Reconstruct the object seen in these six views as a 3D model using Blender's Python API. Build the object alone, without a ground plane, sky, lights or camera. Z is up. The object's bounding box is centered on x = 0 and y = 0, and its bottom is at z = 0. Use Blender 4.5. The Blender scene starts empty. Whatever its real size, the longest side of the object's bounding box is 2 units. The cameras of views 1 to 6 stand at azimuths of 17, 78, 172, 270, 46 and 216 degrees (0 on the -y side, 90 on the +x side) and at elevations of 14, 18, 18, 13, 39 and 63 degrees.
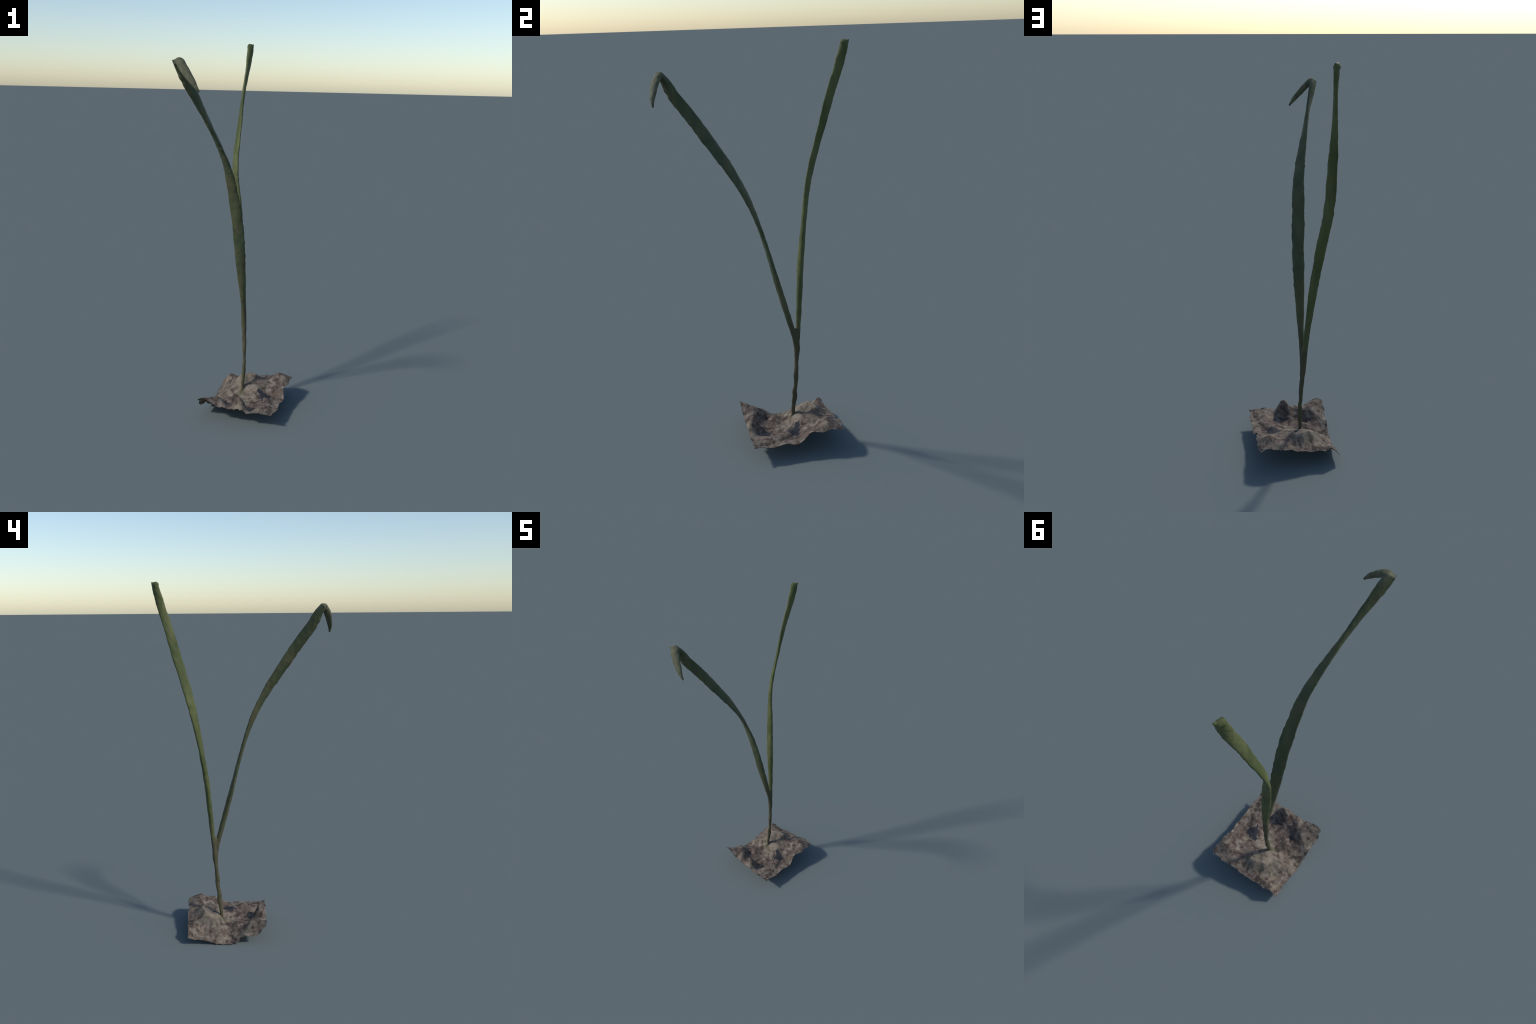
"""A young two-leaved plant: a thin stem rising out of a torn, lumpy square of dry soil,
forking into two long twisting blades; one blade is folded over and withered at its tip."""
import bpy, bmesh, math
import numpy as np
from mathutils import Vector, noise

# ------------------------------------------------------------------ helpers
def spline(knots, values, t):
    """natural cubic spline through (knots, values) evaluated at t"""
    k = np.asarray(knots, float); v = np.asarray(values, float); n = len(k); h = np.diff(k)
    M = np.eye(n); R = np.zeros((n, n))
    for i in range(1, n - 1):
        M[i, i-1] = h[i-1]; M[i, i] = 2*(h[i-1]+h[i]); M[i, i+1] = h[i]
        R[i, i-1] = 6/h[i-1]; R[i, i] = -6/h[i-1]-6/h[i]; R[i, i+1] = 6/h[i]
    m = np.linalg.solve(M, R @ v)
    t = np.asarray(t, float); i = np.clip(np.searchsorted(k, t)-1, 0, n-2)
    d = h[i]; a = (k[i+1]-t)/d; b = (t-k[i])/d
    if v.ndim > 1:
        a = a[:, None]; b = b[:, None]; d = d[:, None]
    return a*v[i]+b*v[i+1]+((a**3-a)*m[i]+(b**3-b)*m[i+1])*d*d/6

def n1(x, seed):
    return noise.noise((x, seed*7.31, seed*1.7))

def fbm(x, y, z, octaves=4, rough=0.5):
    s = 0.0; a = 1.0
    for _ in range(octaves):
        s += a*noise.noise((x, y, z)); x *= 2.03; y *= 2.03; z *= 2.03; a *= rough
    return s

def mesh_object(name, verts, faces, smooth=True):
    me = bpy.data.meshes.new(name)
    me.from_pydata([tuple(v) for v in verts], [], [tuple(f) for f in faces])
    me.update()
    if smooth:
        me.polygons.foreach_set("use_smooth", [True]*len(me.polygons))
    ob = bpy.data.objects.new(name, me)
    bpy.context.scene.collection.objects.link(ob)
    return ob

# ------------------------------------------------------------------ plant: spines and cross-sections
# rows: height, x, y, direction of the wide axis (rad), half width, half thickness
STEM_AND_TALL_BLADE = [
 (0.056, -0.0400, 0.130, 0.321, 0.0110, 0.0110),
 (0.082, -0.0360, 0.1400, 0.321, 0.0092, 0.0092),
 (0.105, -0.0350, 0.1440, 0.321, 0.0074, 0.0084),
 (0.130, -0.0362, 0.1442, 0.261, 0.0084, 0.0102),
 (0.155, -0.0342, 0.1474, 0.237, 0.0089, 0.0108),
 (0.180, -0.0340, 0.1505, 0.204, 0.0093, 0.0127),
 (0.205, -0.0332, 0.1546, 0.278, 0.0093, 0.0136),
 (0.230, -0.0340, 0.1538, 0.327, 0.0093, 0.0126),
 (0.255, -0.0320, 0.1576, 0.356, 0.0082, 0.0105),
 (0.280, -0.0353, 0.1613, 0.363, 0.0077, 0.0104),
 (0.305, -0.0354, 0.1638, 0.281, 0.0085, 0.0125),
 (0.330, -0.0360, 0.1635, 0.255, 0.0100, 0.0127),
 (0.360, -0.0368, 0.1660, 0.139, 0.0108, 0.0110),
 (0.390, -0.0398, 0.1680, 0.014, 0.0117, 0.0094),
 (0.420, -0.0420, 0.1717, -0.067, 0.0107, 0.0101),
 (0.450, -0.0445, 0.1742, -0.098, 0.0122, 0.0122),
 (0.500, -0.0462, 0.1755, -0.092, 0.0140, 0.0130),
 (0.560, -0.0499, 0.1815, -0.045, 0.0137, 0.0113),
 (0.68, -0.0600, 0.1915, 0.122, 0.0144, 0.0131),
 (0.80, -0.0726, 0.2010, 0.274, 0.0180, 0.0129),
 (0.92, -0.0855, 0.2102, 0.145, 0.0215, 0.0141),
 (1.04, -0.1013, 0.2260, -0.021, 0.0222, 0.0134),
 (1.16, -0.1183, 0.2427, -0.298, 0.0244, 0.0129),
 (1.28, -0.1372, 0.2628, -0.618, 0.0242, 0.0115),
 (1.40, -0.1447, 0.2884, -0.784, 0.0271, 0.0104),
 (1.52, -0.1426, 0.3208, -0.881, 0.0263, 0.0088),
 (1.64, -0.1407, 0.3558, -1.081, 0.0261, 0.0088),
 (1.76, -0.1356, 0.3878, -1.406, 0.0226, 0.0090),
 (1.88, -0.1276, 0.4248, -1.691, 0.0218, 0.0092),
 (1.95, -0.1250, 0.4440, -1.95, 0.0206, 0.0115),
 (1.990, -0.1240, 0.4525, -2.05, 0.0195, 0.0125),
]
FOLDED_BLADE = [
 (0.40, -0.0395, 0.1680, 0.9, 0.0095, 0.0095),
 (0.46, -0.0405, 0.1700, 0.9, 0.0115, 0.0110),
 (0.53, -0.0410, 0.1625, 0.9, 0.0122, 0.0122),
 (0.62, -0.0400, 0.1398, 0.80, 0.0142, 0.0122),
 (0.74, -0.0387, 0.1075, 0.413, 0.0210, 0.0122),
 (0.86, -0.0391, 0.0749, 0.248, 0.0256, 0.0112),
 (0.98, -0.0388, 0.0444, 0.055, 0.0298, 0.0101),
 (1.10, -0.0412, 0.0114, -0.004, 0.0305, 0.0097),
 (1.22, -0.0478, -0.0277, -0.306, 0.0312, 0.0109),
 (1.34, -0.0550, -0.0793, -0.572, 0.0319, 0.0106),
 (1.46, -0.0743, -0.1461, -0.952, 0.0309, 0.0113),
 (1.58, -0.1045, -0.2243, -1.330, 0.0292, 0.0118),
 (1.68, -0.1324, -0.2913, -1.726, 0.0266, 0.0104),
 (1.78, -0.1619, -0.3613, -2.042, 0.0266, 0.0106),
 (1.85, -0.1825, -0.3990, -2.35, 0.0235, 0.0112),
 (1.874, -0.1880, -0.4150, -2.50, 0.0210, 0.0095),
]
WITHERED_TIP = [
 (1.742, -0.0690, -0.4620, 0.857, 0.0042, 0.0050),
 (1.770, -0.0898, -0.4615, 0.70, 0.0113, 0.0099),
 (1.800, -0.1145, -0.4535, 0.60, 0.0176, 0.0112),
 (1.840, -0.1490, -0.4400, 0.68, 0.0214, 0.0145),
 (1.873, -0.1770, -0.4170, 0.85, 0.0205, 0.0150),
]

def spine_at(rows, z):
    r = np.array(rows)
    return spline(r[:, 0], r[:, 1:], z)

def blade(name, rows, seed, ragged, step=0.0035, ring=28):
    """loft a twisting lens-shaped section along a spine; both rims get their own raggedness"""
    r = np.array(rows)
    z = np.arange(r[0, 0], r[-1, 0], step)
    v = spine_at(rows, z)
    c = np.stack([v[:, 0], v[:, 1], z], -1)
    T = np.gradient(c, axis=0); T /= np.linalg.norm(T, axis=1)[:, None]
    u = np.stack([np.cos(v[:, 2]), np.sin(v[:, 2]), 0*z], -1)
    u -= (u*T).sum(1)[:, None]*T; u /= np.linalg.norm(u, axis=1)[:, None]
    w = np.cross(T, u)
    v[:, 3:5] += 0.0006                                            # what smoothing takes off again
    verts = []; faces = []; n = len(z)
    for i in range(n):
        k = min(1.0, max(0.0, (v[i, 3]-0.012)/0.014))*ragged      # only the broad part is ragged
        rim = [1+k*(0.11*n1(z[i]*19, seed+s)+0.34*max(0.0, n1(z[i]*9, seed+21+s)+0.15)*n1(z[i]*52, seed+2+s)+0.10*max(0.0, n1(z[i]*37, seed+31+s))+0.01) for s in (0, 11)]
        lump = 1+0.10*n1(z[i]*30, seed+5)
        for j in range(ring):
            a = 2*math.pi*j/ring; ca, sa = math.cos(a), math.sin(a)
            wid = v[i, 3]*(rim[0] if ca > 0 else rim[1])*(1+0.05*(1-k)*n1(z[i]*38, seed+7))
            thick = v[i, 4]*lump*(1+0.10*n1(z[i]*45+3*ca, seed+9))
            verts.append(c[i]+u[i]*wid*ca+w[i]*thick*sa)
    for i in range(n-1):
        for j in range(ring):
            faces.append((i*ring+j, i*ring+(j+1) % ring, (i+1)*ring+(j+1) % ring, (i+1)*ring+j))
    # rounded ends
    for end, i, sgn in ((0, 0, -1), (1, n-1, 1)):
        prev = [i*ring+j for j in range(ring)]
        b = v[i, 4]
        for q in (0.5, 0.85):
            new = []
            for j in range(ring):
                p = c[i]+(np.array(verts[i*ring+j])-c[i])*math.sqrt(1-q*q)+sgn*T[i]*b*q
                new.append(len(verts)); verts.append(p)
            for j in range(ring):
                f = (prev[j], prev[(j+1) % ring], new[(j+1) % ring], new[j])
                faces.append(f if end else f[::-1])
            prev = new
        top = len(verts); verts.append(c[i]+sgn*T[i]*b)
        for j in range(ring):
            f = (prev[j], prev[(j+1) % ring], top)
            faces.append(f if end else f[::-1])
    return mesh_object(name, verts, faces)

def ellipsoid(name, centre, axes):
    me = bpy.data.meshes.new(name); bm = bmesh.new()
    bmesh.ops.create_uvsphere(bm, u_segments=24, v_segments=16, radius=1.0)
    for vtx in bm.verts:
        vtx.co = Vector(centre)+Vector((vtx.co.x*axes[0], vtx.co.y*axes[1], vtx.co.z*axes[2]))
    bm.to_mesh(me); bm.free()
    ob = bpy.data.objects.new(name, me); bpy.context.scene.collection.objects.link(ob)
    return ob

def thorn(name, start, end, radius):
    """a short pointed corner of leaf"""
    me = bpy.data.meshes.new(name); bm = bmesh.new()
    a_, b_ = Vector(start), Vector(end); L = (b_-a_).length
    bmesh.ops.create_cone(bm, cap_ends=True, segments=20, radius1=radius, radius2=0.0030, depth=L)
    rot = (b_-a_).to_track_quat('Z', 'Y').to_matrix()
    for vtx in bm.verts:
        vtx.co = (a_+b_)/2+rot @ vtx.co
    bm.to_mesh(me); bm.free()
    ob = bpy.data.objects.new(name, me); bpy.context.scene.collection.objects.link(ob)
    return ob

pieces = [
    blade("tall", STEM_AND_TALL_BLADE, 3, 1.0),
    blade("folded", FOLDED_BLADE, 17, 1.0),
    blade("tip", WITHERED_TIP, 29, 0.5),
    ellipsoid("web", (-0.0458, 0.1685, 0.550), (0.0115, 0.012, 0.040)),          # skin in the fork
    ellipsoid("crease", (-0.1905, -0.4200, 1.866), (0.018, 0.012, 0.013)),       # fold at the bent tip
    thorn("fold_corner", (-0.180, -0.4120, 1.8640), (-0.2060, -0.4315, 1.8720), 0.0150),
    thorn("cut_corner", (-0.127, 0.4420, 1.9790), (-0.1135, 0.4720, 1.9975), 0.0175),
]
def fused(objs, name, voxel, smooth_iter):
    """weld overlapping pieces into one skin"""
    verts = []; faces = []
    for o in objs:
        off = len(verts)
        verts += [v.co.copy() for v in o.data.vertices]
        faces += [[off+i for i in p.vertices] for p in o.data.polygons]
        bpy.data.objects.remove(o, do_unlink=True)
    ob = mesh_object(name, verts, faces)
    m = ob.modifiers.new("weld", 'REMESH'); m.mode = 'VOXEL'; m.voxel_size = voxel; m.use_smooth_shade = True
    s = ob.modifiers.new("soften", 'SMOOTH'); s.factor = 0.5; s.iterations = smooth_iter
    dg = bpy.context.evaluated_depsgraph_get()
    me = bpy.data.meshes.new_from_object(ob.evaluated_get(dg))
    bpy.data.objects.remove(ob, do_unlink=True)
    return me

skin = fused(pieces, "skin", 0.0020, 2)
co = np.empty(len(skin.vertices)*3); skin.vertices.foreach_get("co", co); co = co.reshape(-1, 3)
nr = np.empty(len(skin.vertices)*3); skin.vertices.foreach_get("normal", nr); nr = nr.reshape(-1, 3)
# small scan-like lumps over the skin
d = np.array([0.0011*fbm(p[0]*42, p[1]*42, p[2]*30, 3) for p in co])
co = co+nr*d[:, None]
skin.vertices.foreach_set("co", co.ravel()); skin.update()
skin.vertices.foreach_get("normal", nr.ravel())
nrm = np.empty(len(skin.vertices)*3); skin.vertices.foreach_get("normal", nrm); nrm = nrm.reshape(-1, 3)

polys = [tuple(p.vertices) for p in skin.polygons]
cen = np.array([co[list(p)].mean(0) for p in polys])
FORK = 0.572
zt = cen[:, 2]
dt = np.linalg.norm(spine_at(STEM_AND_TALL_BLADE, np.clip(zt, 0.07, 1.985))[:, :2]-cen[:, :2], axis=1)
df = np.linalg.norm(spine_at(FOLDED_BLADE, np.clip(zt, 0.41, 1.87))[:, :2]-cen[:, :2], axis=1)
# the withered flap: nearer to its own spine than to the blade's, and past the fold
def spine_gap(rows, lo, hi):
    z_ = np.linspace(lo, hi, 120); v_ = spine_at(rows, z_)
    c_ = np.c_[v_[:, :2], z_]
    return np.linalg.norm(near_tip[:, None]-c_[None], axis=2).min(1)
head = np.nonzero((zt > 1.70) & (cen[:, 1] < -0.30))[0]
near_tip = cen[head]
region = np.where(zt < FORK, 0, np.where(dt < df, 1, 2))
past = spine_gap(WITHERED_TIP, 1.742, 1.868) < spine_gap(FOLDED_BLADE, 1.65, 1.860)+0.004
region[head[past]] = 3

def part(name, idx):
    fs = [polys[i] for i in np.nonzero(idx)[0]]
    used = sorted({v for f in fs for v in f}); remap = {v: i for i, v in enumerate(used)}
    ob = mesh_object(name, co[used], [[remap[v] for v in f] for f in fs])
    ob.data.normals_split_custom_set_from_vertices([tuple(nrm[v]) for v in used])
    return ob

stem = part("stem", region == 0)
tall_leaf = part("leaf", region == 1)
folded_leaf = part("leaf.001", region == 2)
leaf_tip = part("leaf_tip", region == 3)

# ------------------------------------------------------------------ soil: a torn square of crust
FRONT = [(-0.206, -0.117, 0.118), (-0.168, -0.119, 0.126), (-0.130, -0.119, 0.110), (-0.092, -0.115, 0.087), (-0.054, -0.117, 0.095), (-0.016, -0.116, 0.088), (0.023, -0.119, 0.095), (0.061, -0.113, 0.082), (0.099, -0.117, 0.087), (0.137, -0.117, 0.091), (0.175, -0.114, 0.088), (0.213, -0.117, 0.090)]
RIGHT = [(0.213, -0.117, 0.090), (0.207, -0.074, 0.086), (0.215, -0.031, 0.079), (0.211, 0.011, 0.081), (0.209, 0.054, 0.085), (0.213, 0.097, 0.076), (0.208, 0.140, 0.093), (0.196, 0.183, 0.122), (0.208, 0.226, 0.121), (0.204, 0.268, 0.126), (0.210, 0.311, 0.129), (0.197, 0.354, 0.116)]
BACK = [(0.197, 0.354, 0.116), (0.160, 0.349, 0.128), (0.122, 0.354, 0.123), (0.085, 0.345, 0.112), (0.047, 0.344, 0.110), (0.010, 0.345, 0.098), (-0.028, 0.343, 0.095), (-0.065, 0.339, 0.087), (-0.103, 0.334, 0.086), (-0.140, 0.335, 0.083), (-0.178, 0.329, 0.088), (-0.215, 0.330, 0.046)]
LEFT = [(-0.215, 0.330, 0.046), (-0.213, 0.289, 0.036), (-0.211, 0.249, 0.031), (-0.211, 0.208, 0.022), (-0.210, 0.167, 0.007), (-0.212, 0.127, 0.005), (-0.210, 0.086, 0.007), (-0.208, 0.046, 0.019), (-0.211, 0.005, 0.055), (-0.210, -0.036, 0.052), (-0.212, -0.076, 0.074), (-0.206, -0.117, 0.118)]
# lumps and hollows inside: x, y, height
LUMPS = [
 # around the stem and the low middle
 (-0.037, 0.146, 0.100), (-0.045, 0.125, 0.072), (0.011, 0.109, 0.068), (-0.003, 0.073, 0.056), (-0.083, 0.090, 0.053),
 (-0.095, 0.045, 0.065), (-0.080, 0.052, 0.074), (-0.048, 0.040, 0.066), (0.025, 0.030, 0.056), (0.033, 0.160, 0.116),
 # dark patch and the bump beside it
 (0.051, 0.134, 0.101), (0.058, 0.151, 0.108), (0.136, 0.134, 0.081), (0.109, 0.054, 0.080), (0.101, 0.151, 0.088),
 (0.121, 0.080, 0.091), (0.080, 0.092, 0.078), (0.088, 0.051, 0.073), (0.143, 0.092, 0.078), (0.169, 0.064, 0.076),
 # front right
 (0.132, 0.006, 0.086), (0.172, 0.017, 0.085), (0.178, -0.007, 0.080), (0.161, -0.013, 0.088), (0.176, -0.098, 0.085),
 (0.197, -0.084, 0.084), (0.151, -0.073, 0.082), (0.066, -0.011, 0.060), (0.105, -0.045, 0.074),
 # knob on the front edge
 (0.019, -0.088, 0.149), (0.003, -0.089, 0.143), (0.035, -0.087, 0.145), (0.019, -0.073, 0.143), (0.020, -0.103, 0.128),
 (0.020, -0.045, 0.078), (-0.022, -0.080, 0.090), (0.066, -0.080, 0.080), (0.050, -0.050, 0.072),
 # ridge running out to the raised corner
 (-0.120, -0.030, 0.110), (-0.120, -0.060, 0.116), (-0.150, -0.090, 0.123), (-0.180, -0.095, 0.121), (-0.092, 0.000, 0.062),
 (-0.080, -0.045, 0.094), (-0.045, -0.060, 0.080), (-0.045, -0.020, 0.060), (-0.060, -0.090, 0.098),
 (-0.190, -0.003, 0.066), (-0.185, 0.038, 0.037), (-0.150, 0.010, 0.070),
 # long slope down to the left rim
 (-0.132, 0.157, 0.072), (-0.159, 0.122, 0.035), (-0.168, 0.099, 0.019), (-0.132, 0.183, 0.088), (-0.190, 0.141, 0.021),
 (-0.140, 0.070, 0.040),
 # mound behind the stem, the valley past it and the far corner
 (-0.083, 0.194, 0.119), (-0.091, 0.230, 0.124), (-0.025, 0.219, 0.120), (-0.032, 0.232, 0.131), (-0.030, 0.256, 0.151),
 (-0.065, 0.240, 0.146), (-0.057, 0.202, 0.129), (0.003, 0.256, 0.147), (-0.137, 0.219, 0.067), (-0.068, 0.272, 0.108),
 (-0.122, 0.245, 0.078), (-0.142, 0.240, 0.055), (-0.163, 0.282, 0.066), (-0.172, 0.322, 0.096), (-0.120, 0.300, 0.088),
 # back right
 (-0.003, 0.287, 0.122), (0.056, 0.200, 0.119), (0.056, 0.239, 0.121), (0.114, 0.231, 0.121), (0.137, 0.192, 0.113),
 (0.170, 0.202, 0.123), (0.089, 0.267, 0.125), (0.083, 0.285, 0.127), (0.047, 0.270, 0.119), (0.146, 0.313, 0.143),
 (0.138, 0.285, 0.161), (0.190, 0.296, 0.140), (0.192, 0.270, 0.138), (0.082, 0.187, 0.113), (-0.002, 0.195, 0.116),
]
DARK_PATCH = [(0.054, 0.154), (0.078, 0.150), (0.094, 0.140), (0.104, 0.150), (0.113, 0.136), (0.137, 0.134), (0.141, 0.108),
        (0.130, 0.094), (0.121, 0.092), (0.113, 0.080), (0.110, 0.066), (0.114, 0.056), (0.110, 0.049), (0.102, 0.060),
        (0.096, 0.078), (0.083, 0.080), (0.078, 0.100), (0.073, 0.120), (0.061, 0.128), (0.049, 0.130), (0.057, 0.142)]

pts = np.array(FRONT+RIGHT[1:]+BACK[1:]+LEFT[1:-1]+LUMPS)
def tps(r2):
    return np.where(r2 > 1e-12, r2*np.log(np.maximum(r2, 1e-12)), 0)
X = pts[:, :2]; N = len(X)
K = tps(((X[:, None]-X[None])**2).sum(-1))+np.eye(N)*2e-6
P = np.c_[np.ones(N), X]
A = np.block([[K, P], [P.T, np.zeros((3, 3))]])
coef = np.linalg.solve(A, np.r_[pts[:, 2], 0, 0, 0])
def ground(q):
    q = np.atleast_2d(q)
    return tps(((q[:, None]-X[None])**2).sum(-1)) @ coef[:N]+np.c_[np.ones(len(q)), q] @ coef[N:]

G = 300
s = np.linspace(0, 1, G+1); kn = np.linspace(0, 1, 12)
def rim(points, seed, reverse=False):
    c = spline(kn, np.array(points), s)[:, :2]
    if reverse: c = c[::-1]
    return c
def ragged(seed):
    return np.array([0.0034*n1(t*34, seed)+0.0040*n1(t*66, seed+1)+0.0016*n1(t*130, seed+2) for t in s])
f = rim(FRONT, 1); b = rim(BACK, 2, True); l = rim(LEFT, 3, True); r = rim(RIGHT, 4)
f[:, 1] += ragged(51); b[:, 1] += ragged(53); l[:, 0] += ragged(55)+0.001; r[:, 0] += ragged(57)-0.001
corner = {(0, 0): (f[0]+l[0])/2, (1, 0): (f[-1]+r[0])/2, (0, 1): (b[0]+l[-1])/2, (1, 1): (b[-1]+r[-1])/2}
def settle(c, a, z):
    return c+(corner[a]-c[0])*(1-s)[:, None]+(corner[z]-c[-1])*s[:, None]
f = settle(f, (0, 0), (1, 0)); b = settle(b, (0, 1), (1, 1)); l = settle(l, (0, 0), (0, 1)); r = settle(r, (1, 0), (1, 1))
U = s[None, :, None]; V = s[:, None, None]
xy = ((1-V)*f[None]+V*b[None]+(1-U)*l[:, None]+U*r[:, None]
      - ((1-U)*(1-V)*corner[0, 0]+U*(1-V)*corner[1, 0]+(1-U)*V*corner[0, 1]+U*V*corner[1, 1])).reshape(-1, 2)
h = ground(xy)
h += np.array([0.0026*fbm(x*30, y*30, 3.3, 3, 0.55)+0.0008*noise.noise((x*95, y*95, 8.1)) for x, y in xy])
h = np.where(h < 0.006, 0.0025+0.0035*np.exp(np.minimum(h-0.006, 0)/0.0035), h)      # rests on the ground, never below
def inside(p, poly):
    x, y = p; hit = False
    for i in range(len(poly)):
        (x1, y1), (x2, y2) = poly[i], poly[i-1]
        if (y1 > y) != (y2 > y) and x < (x2-x1)*(y-y1)/(y2-y1)+x1: hit = not hit
    return hit
W = G+1
xyz = np.c_[xy, h]
crust = []; bare = []
for j in range(G):
    for i in range(G):
        q = (j*W+i, j*W+i+1, (j+1)*W+i+1, (j+1)*W+i)
        m = xy[list(q)].mean(0)
        if 0.03 < m[0] < 0.16 and 0.03 < m[1] < 0.17:
            jag = m+np.array([n1(m[1]*170, 71), n1(m[0]*170, 72)])*0.0035
            if inside(jag, DARK_PATCH):
                bare.append(q); continue
        crust.append(q)
full = mesh_object("whole_sheet", xyz, crust+bare)
wn = np.empty(len(full.data.vertices)*3); full.data.vertices.foreach_get("normal", wn); wn = wn.reshape(-1, 3)
bpy.data.objects.remove(full, do_unlink=True)

def sheet(name, quads, thickness=0.0022):
    """a thin crust: top skin, under skin and the torn rim between them"""
    used = sorted({v for q in quads for v in q}); remap = {v: i for i, v in enumerate(used)}; n_ = len(used)
    top = xyz[used]; low = top-wn[used]*thickness
    fs = [[remap[v] for v in q] for q in quads]
    edges = {}
    for q in fs:
        for k in range(4):
            e = (q[k], q[(k+1) % 4]); edges[e] = True
    rim_ = [e for e in edges if (e[1], e[0]) not in edges]
    faces_ = fs+[[v+n_ for v in reversed(q)] for q in fs]
    if name == "soil_patch":
        onborder = lambda v: used[v] % W in (0, G) or used[v]//W in (0, G)
        rim_ = [e for e in rim_ if onborder(e[0]) and onborder(e[1])]
        faces_ += [[e[1], e[0], e[0]+n_, e[1]+n_] for e in rim_]
    ob = mesh_object(name, np.r_[top, low], faces_)
    ob.data.normals_split_custom_set_from_vertices([tuple(v) for v in wn[used]]+[tuple(-v) for v in wn[used]])
    return ob
lowest = (xyz-wn*0.0022)[:, 2].min()
xyz[:, 2] -= lowest
soil = sheet("soil_patch", crust)
bare_patch = sheet("bare_patch", bare)

# ------------------------------------------------------------------ materials
class Nodes:
    def __init__(self, name):
        self.mat = bpy.data.materials.new(name); self.mat.use_nodes = True
        self.t = self.mat.node_tree; self.b = self.t.nodes["Principled BSDF"]
        self.co = self.new("ShaderNodeTexCoord").outputs["Object"]
    def new(self, kind): return self.t.nodes.new(kind)
    def link(self, a, b_): self.t.links.new(a, b_)
    def put(self, sock, val):
        if hasattr(val, "node"): self.link(val, sock)
        else: sock.default_value = val
    def noise(self, scale, detail=4, rough=0.55, stretch=(1, 1, 1), dist=0.0):
        m = self.new("ShaderNodeMapping"); self.link(self.co, m.inputs[0]); m.inputs["Scale"].default_value = stretch
        n = self.new("ShaderNodeTexNoise"); self.link(m.outputs[0], n.inputs["Vector"])
        n.inputs["Scale"].default_value = scale; n.inputs["Detail"].default_value = detail
        n.inputs["Roughness"].default_value = rough; n.inputs["Distortion"].default_value = dist
        return n.outputs["Fac"]
    def ramp(self, fac, stops):
        r_ = self.new("ShaderNodeValToRGB"); self.link(fac, r_.inputs[0]); e = r_.color_ramp.elements
        while len(e) < len(stops): e.new(0.5)
        for el, (p, c) in zip(e, stops): el.position = p; el.color = (*c, 1) if len(c) == 3 else c
        return r_.outputs[0]
    def band(self, fac, lo, hi):
        r_ = self.new("ShaderNodeMapRange"); self.link(fac, r_.inputs[0])
        r_.inputs[1].default_value = lo; r_.inputs[2].default_value = hi; r_.interpolation_type = 'SMOOTHSTEP'
        return r_.outputs[0]
    def mix(self, fac, a, b_, mode='MIX'):
        m = self.new("ShaderNodeMix"); m.data_type = 'RGBA'; m.blend_type = mode
        self.put(m.inputs[0], fac)
        for sck, v in ((m.inputs[6], a), (m.inputs[7], b_)):
            self.put(sck, v if hasattr(v, "node") else (*v, 1))
        return m.outputs[2]
    def math(self, op, a, b_=0.0):
        m = self.new("ShaderNodeMath"); m.operation = op; self.put(m.inputs[0], a); self.put(m.inputs[1], b_)
        return m.outputs[0]
    def axis(self, k):
        x = self.new("ShaderNodeSeparateXYZ"); self.link(self.co, x.inputs[0]); return x.outputs[k]
    def near(self, centre, lo, hi, stretch=(1, 1, 1)):
        """1 at centre, fading to 0 between lo and hi metres"""
        m = self.new("ShaderNodeMapping"); m.vector_type = 'POINT'; self.link(self.co, m.inputs[0])
        m.inputs["Location"].default_value = [-c_*k for c_, k in zip(centre, stretch)]
        m.inputs["Scale"].default_value = stretch
        ln = self.new("ShaderNodeVectorMath"); ln.operation = 'LENGTH'; self.link(m.outputs[0], ln.inputs[0])
        return self.band(ln.outputs["Value"], hi, lo)
    def finish(self, colour, rough, bump_src=None, bump=0.2, dist=0.002):
        self.put(self.b.inputs["Base Color"], colour); self.put(self.b.inputs["Roughness"], rough)
        self.b.inputs["Specular IOR Level"].default_value = 0.25
        if bump_src is not None:
            bn = self.new("ShaderNodeBump"); bn.inputs["Strength"].default_value = bump; bn.inputs["Distance"].default_value = dist
            self.link(bump_src, bn.inputs["Height"]); self.link(bn.outputs[0], self.b.inputs["Normal"])
        return self.mat

STEM_COL = (0.070, 0.064, 0.036)
def leaf_material(name, green_a, green_b, dry, dry_lo, dry_hi, tip_z=None, tip_col=None):
    n = Nodes(name)
    streak = n.noise(30, 4, 0.6, (1, 1, 0.12))
    patch = n.noise(9, 3, 0.5, (1, 1, 0.5))
    col = n.mix(n.band(patch, 0.38, 0.66), green_a, green_b)
    blot = n.noise(38, 3, 0.6, (1, 1, 0.55))
    col = n.mix(n.math('MULTIPLY', n.band(blot, dry_lo, dry_hi), 0.65), col, dry)
    col = n.mix(0.35, col, n.ramp(streak, [(0.3, (0.25, 0.25, 0.25)), (0.7, (0.75, 0.75, 0.75))]), 'OVERLAY')
    z = n.axis(2)
    jitter = n.math('ADD', z, n.math('MULTIPLY', n.math('SUBTRACT', n.noise(14, 2), 0.5), 0.18))
    col = n.mix(n.band(jitter, 0.72, 0.48), col, STEM_COL)
    if tip_z:
        col = n.mix(n.math('MULTIPLY', n.band(jitter, tip_z, tip_z+0.07), 0.85), col, tip_col)
    return n.finish(col, 0.62, n.noise(160, 3, 0.6, (1, 1, 0.25)), 0.12, 0.001)

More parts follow.
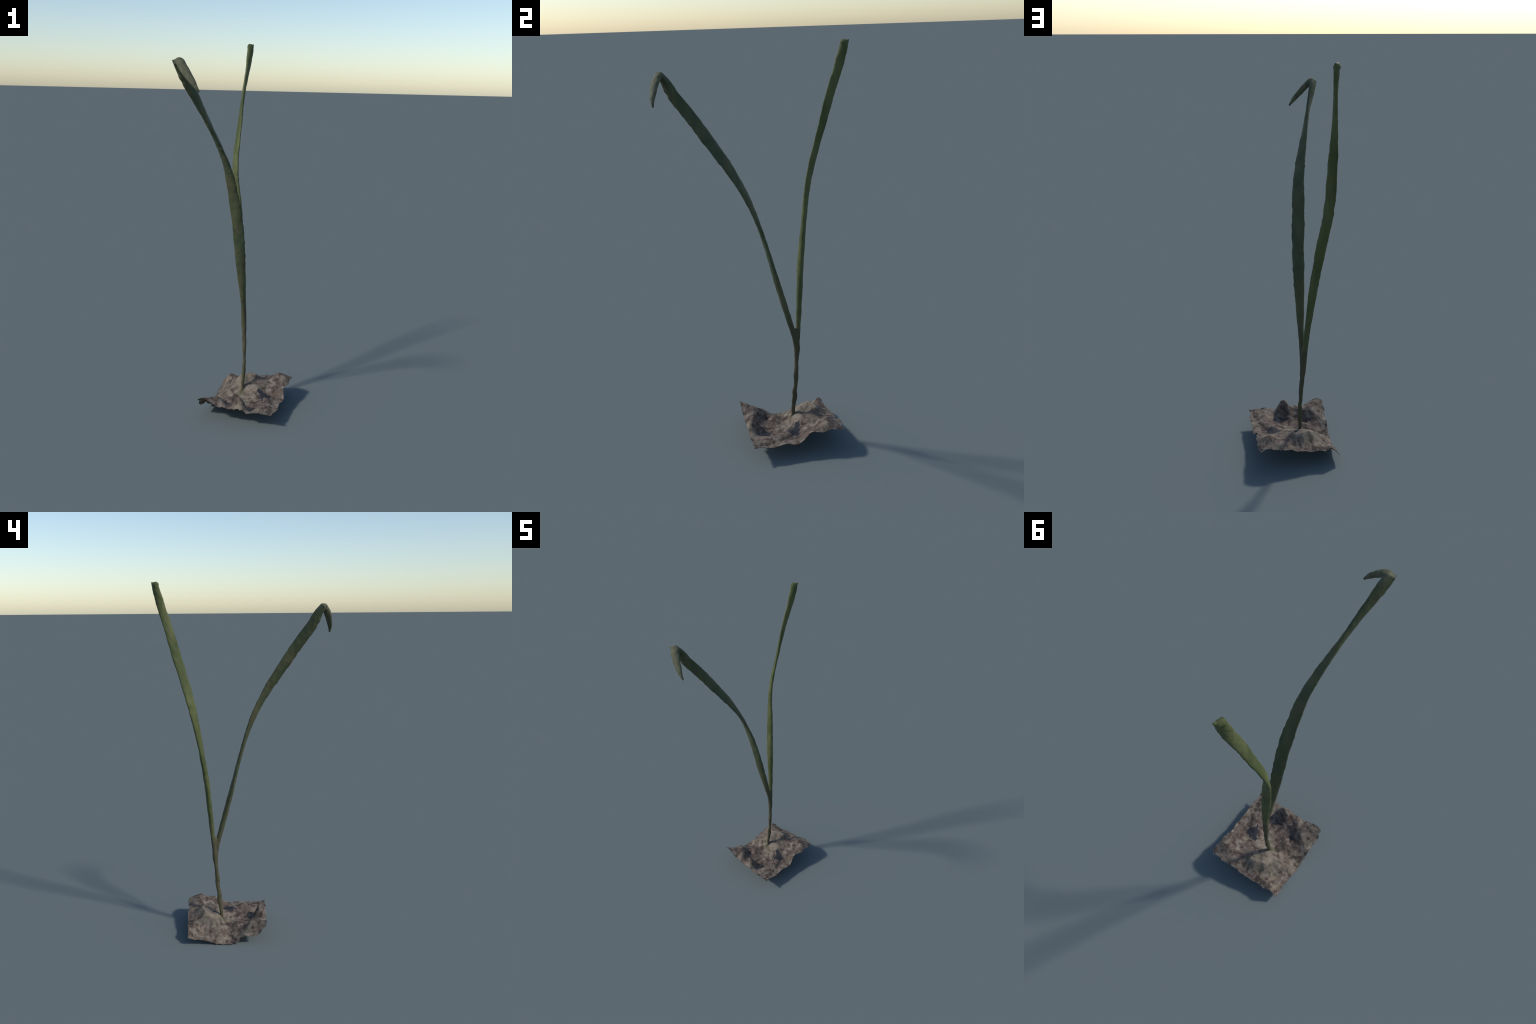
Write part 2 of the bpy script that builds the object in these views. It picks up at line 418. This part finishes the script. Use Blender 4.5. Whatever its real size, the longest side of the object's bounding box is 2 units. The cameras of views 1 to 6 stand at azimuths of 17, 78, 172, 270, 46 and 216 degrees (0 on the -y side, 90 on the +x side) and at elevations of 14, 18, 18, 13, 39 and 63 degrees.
tall_leaf.data.materials.append(leaf_material("green_blade", (0.066, 0.083, 0.027), (0.100, 0.112, 0.043), (0.105, 0.098, 0.062), 0.58, 0.74))
folded_leaf.data.materials.append(leaf_material("dull_blade", (0.052, 0.070, 0.035), (0.083, 0.085, 0.041), (0.100, 0.086, 0.058), 0.56, 0.72, 1.83, (0.100, 0.104, 0.066)))

n = Nodes("withered_blade")
col = n.mix(n.band(n.noise(40, 4, 0.6), 0.35, 0.68), (0.080, 0.084, 0.048), (0.132, 0.130, 0.080))
leaf_tip.data.materials.append(n.finish(col, 0.75, n.noise(150, 3), 0.15, 0.001))

n = Nodes("stem_skin")
col = n.mix(n.band(n.noise(26, 3, 0.6, (1, 1, 0.4)), 0.35, 0.7), (0.064, 0.060, 0.032), (0.088, 0.076, 0.044))
col = n.mix(n.near((-0.040, 0.128, 0.056), 0.010, 0.040), col, (0.085, 0.080, 0.050))
stem.data.materials.append(n.finish(col, 0.7, n.noise(140, 3, 0.6, (1, 1, 0.3)), 0.12, 0.001))

n = Nodes("dry_soil")
big = n.noise(10, 1, 0.5)
mid = n.noise(31, 2, 0.5)
fleck = n.noise(62, 1, 0.5)
tint = n.noise(24, 1, 0.5, (1.3, 0.8, 1))
col = n.mix(n.band(big, 0.36, 0.64), (0.102, 0.075, 0.060), (0.162, 0.130, 0.099))
col = n.mix(n.math('MULTIPLY', n.band(mid, 0.51, 0.33), 0.9), col, (0.042, 0.031, 0.026))
col = n.mix(n.math('MULTIPLY', n.band(mid, 0.53, 0.68), 0.75), col, (0.222, 0.186, 0.150))
col = n.mix(n.math('MULTIPLY', n.band(fleck, 0.57, 0.76), 0.45), col, (0.240, 0.205, 0.180))
col = n.mix(n.math('MULTIPLY', n.band(fleck, 0.43, 0.28), 0.42), col, (0.060, 0.047, 0.038))
col = n.mix(n.math('MULTIPLY', n.band(tint, 0.54, 0.72), 0.45), col, (0.098, 0.092, 0.070))
col = n.mix(n.math('MULTIPLY', n.near((-0.085, 0.205, 0.12), 0.02, 0.10), 0.32), col, (0.215, 0.190, 0.140))   # pale dusty mound
col = n.mix(n.math('MULTIPLY', n.near((-0.040, 0.128, 0.075), 0.006, 0.034), 0.75), col, (0.075, 0.076, 0.042))   # green stain at the stem
soil.data.materials.append(n.finish(col, 0.92, n.noise(120, 3, 0.6), 0.25, 0.002))

n = Nodes("bare_filler")
bare_patch.data.materials.append(n.finish(n.mix(n.band(n.noise(20, 1), 0.3, 0.7), (0.025, 0.025, 0.030), (0.028, 0.028, 0.033)), 0.85))

# ------------------------------------------------------------------ assemble
root = bpy.data.objects.new("seedling", None)
bpy.context.scene.collection.objects.link(root)
root["label"] = "slender two-leaved green seedling growing from a torn lumpy soil patch"
root["category"] = "plant"
for ob in (stem, tall_leaf, folded_leaf, soil):
    ob.parent = root
leaf_tip.parent = folded_leaf
bare_patch.parent = soil
bpy.context.view_layer.update()
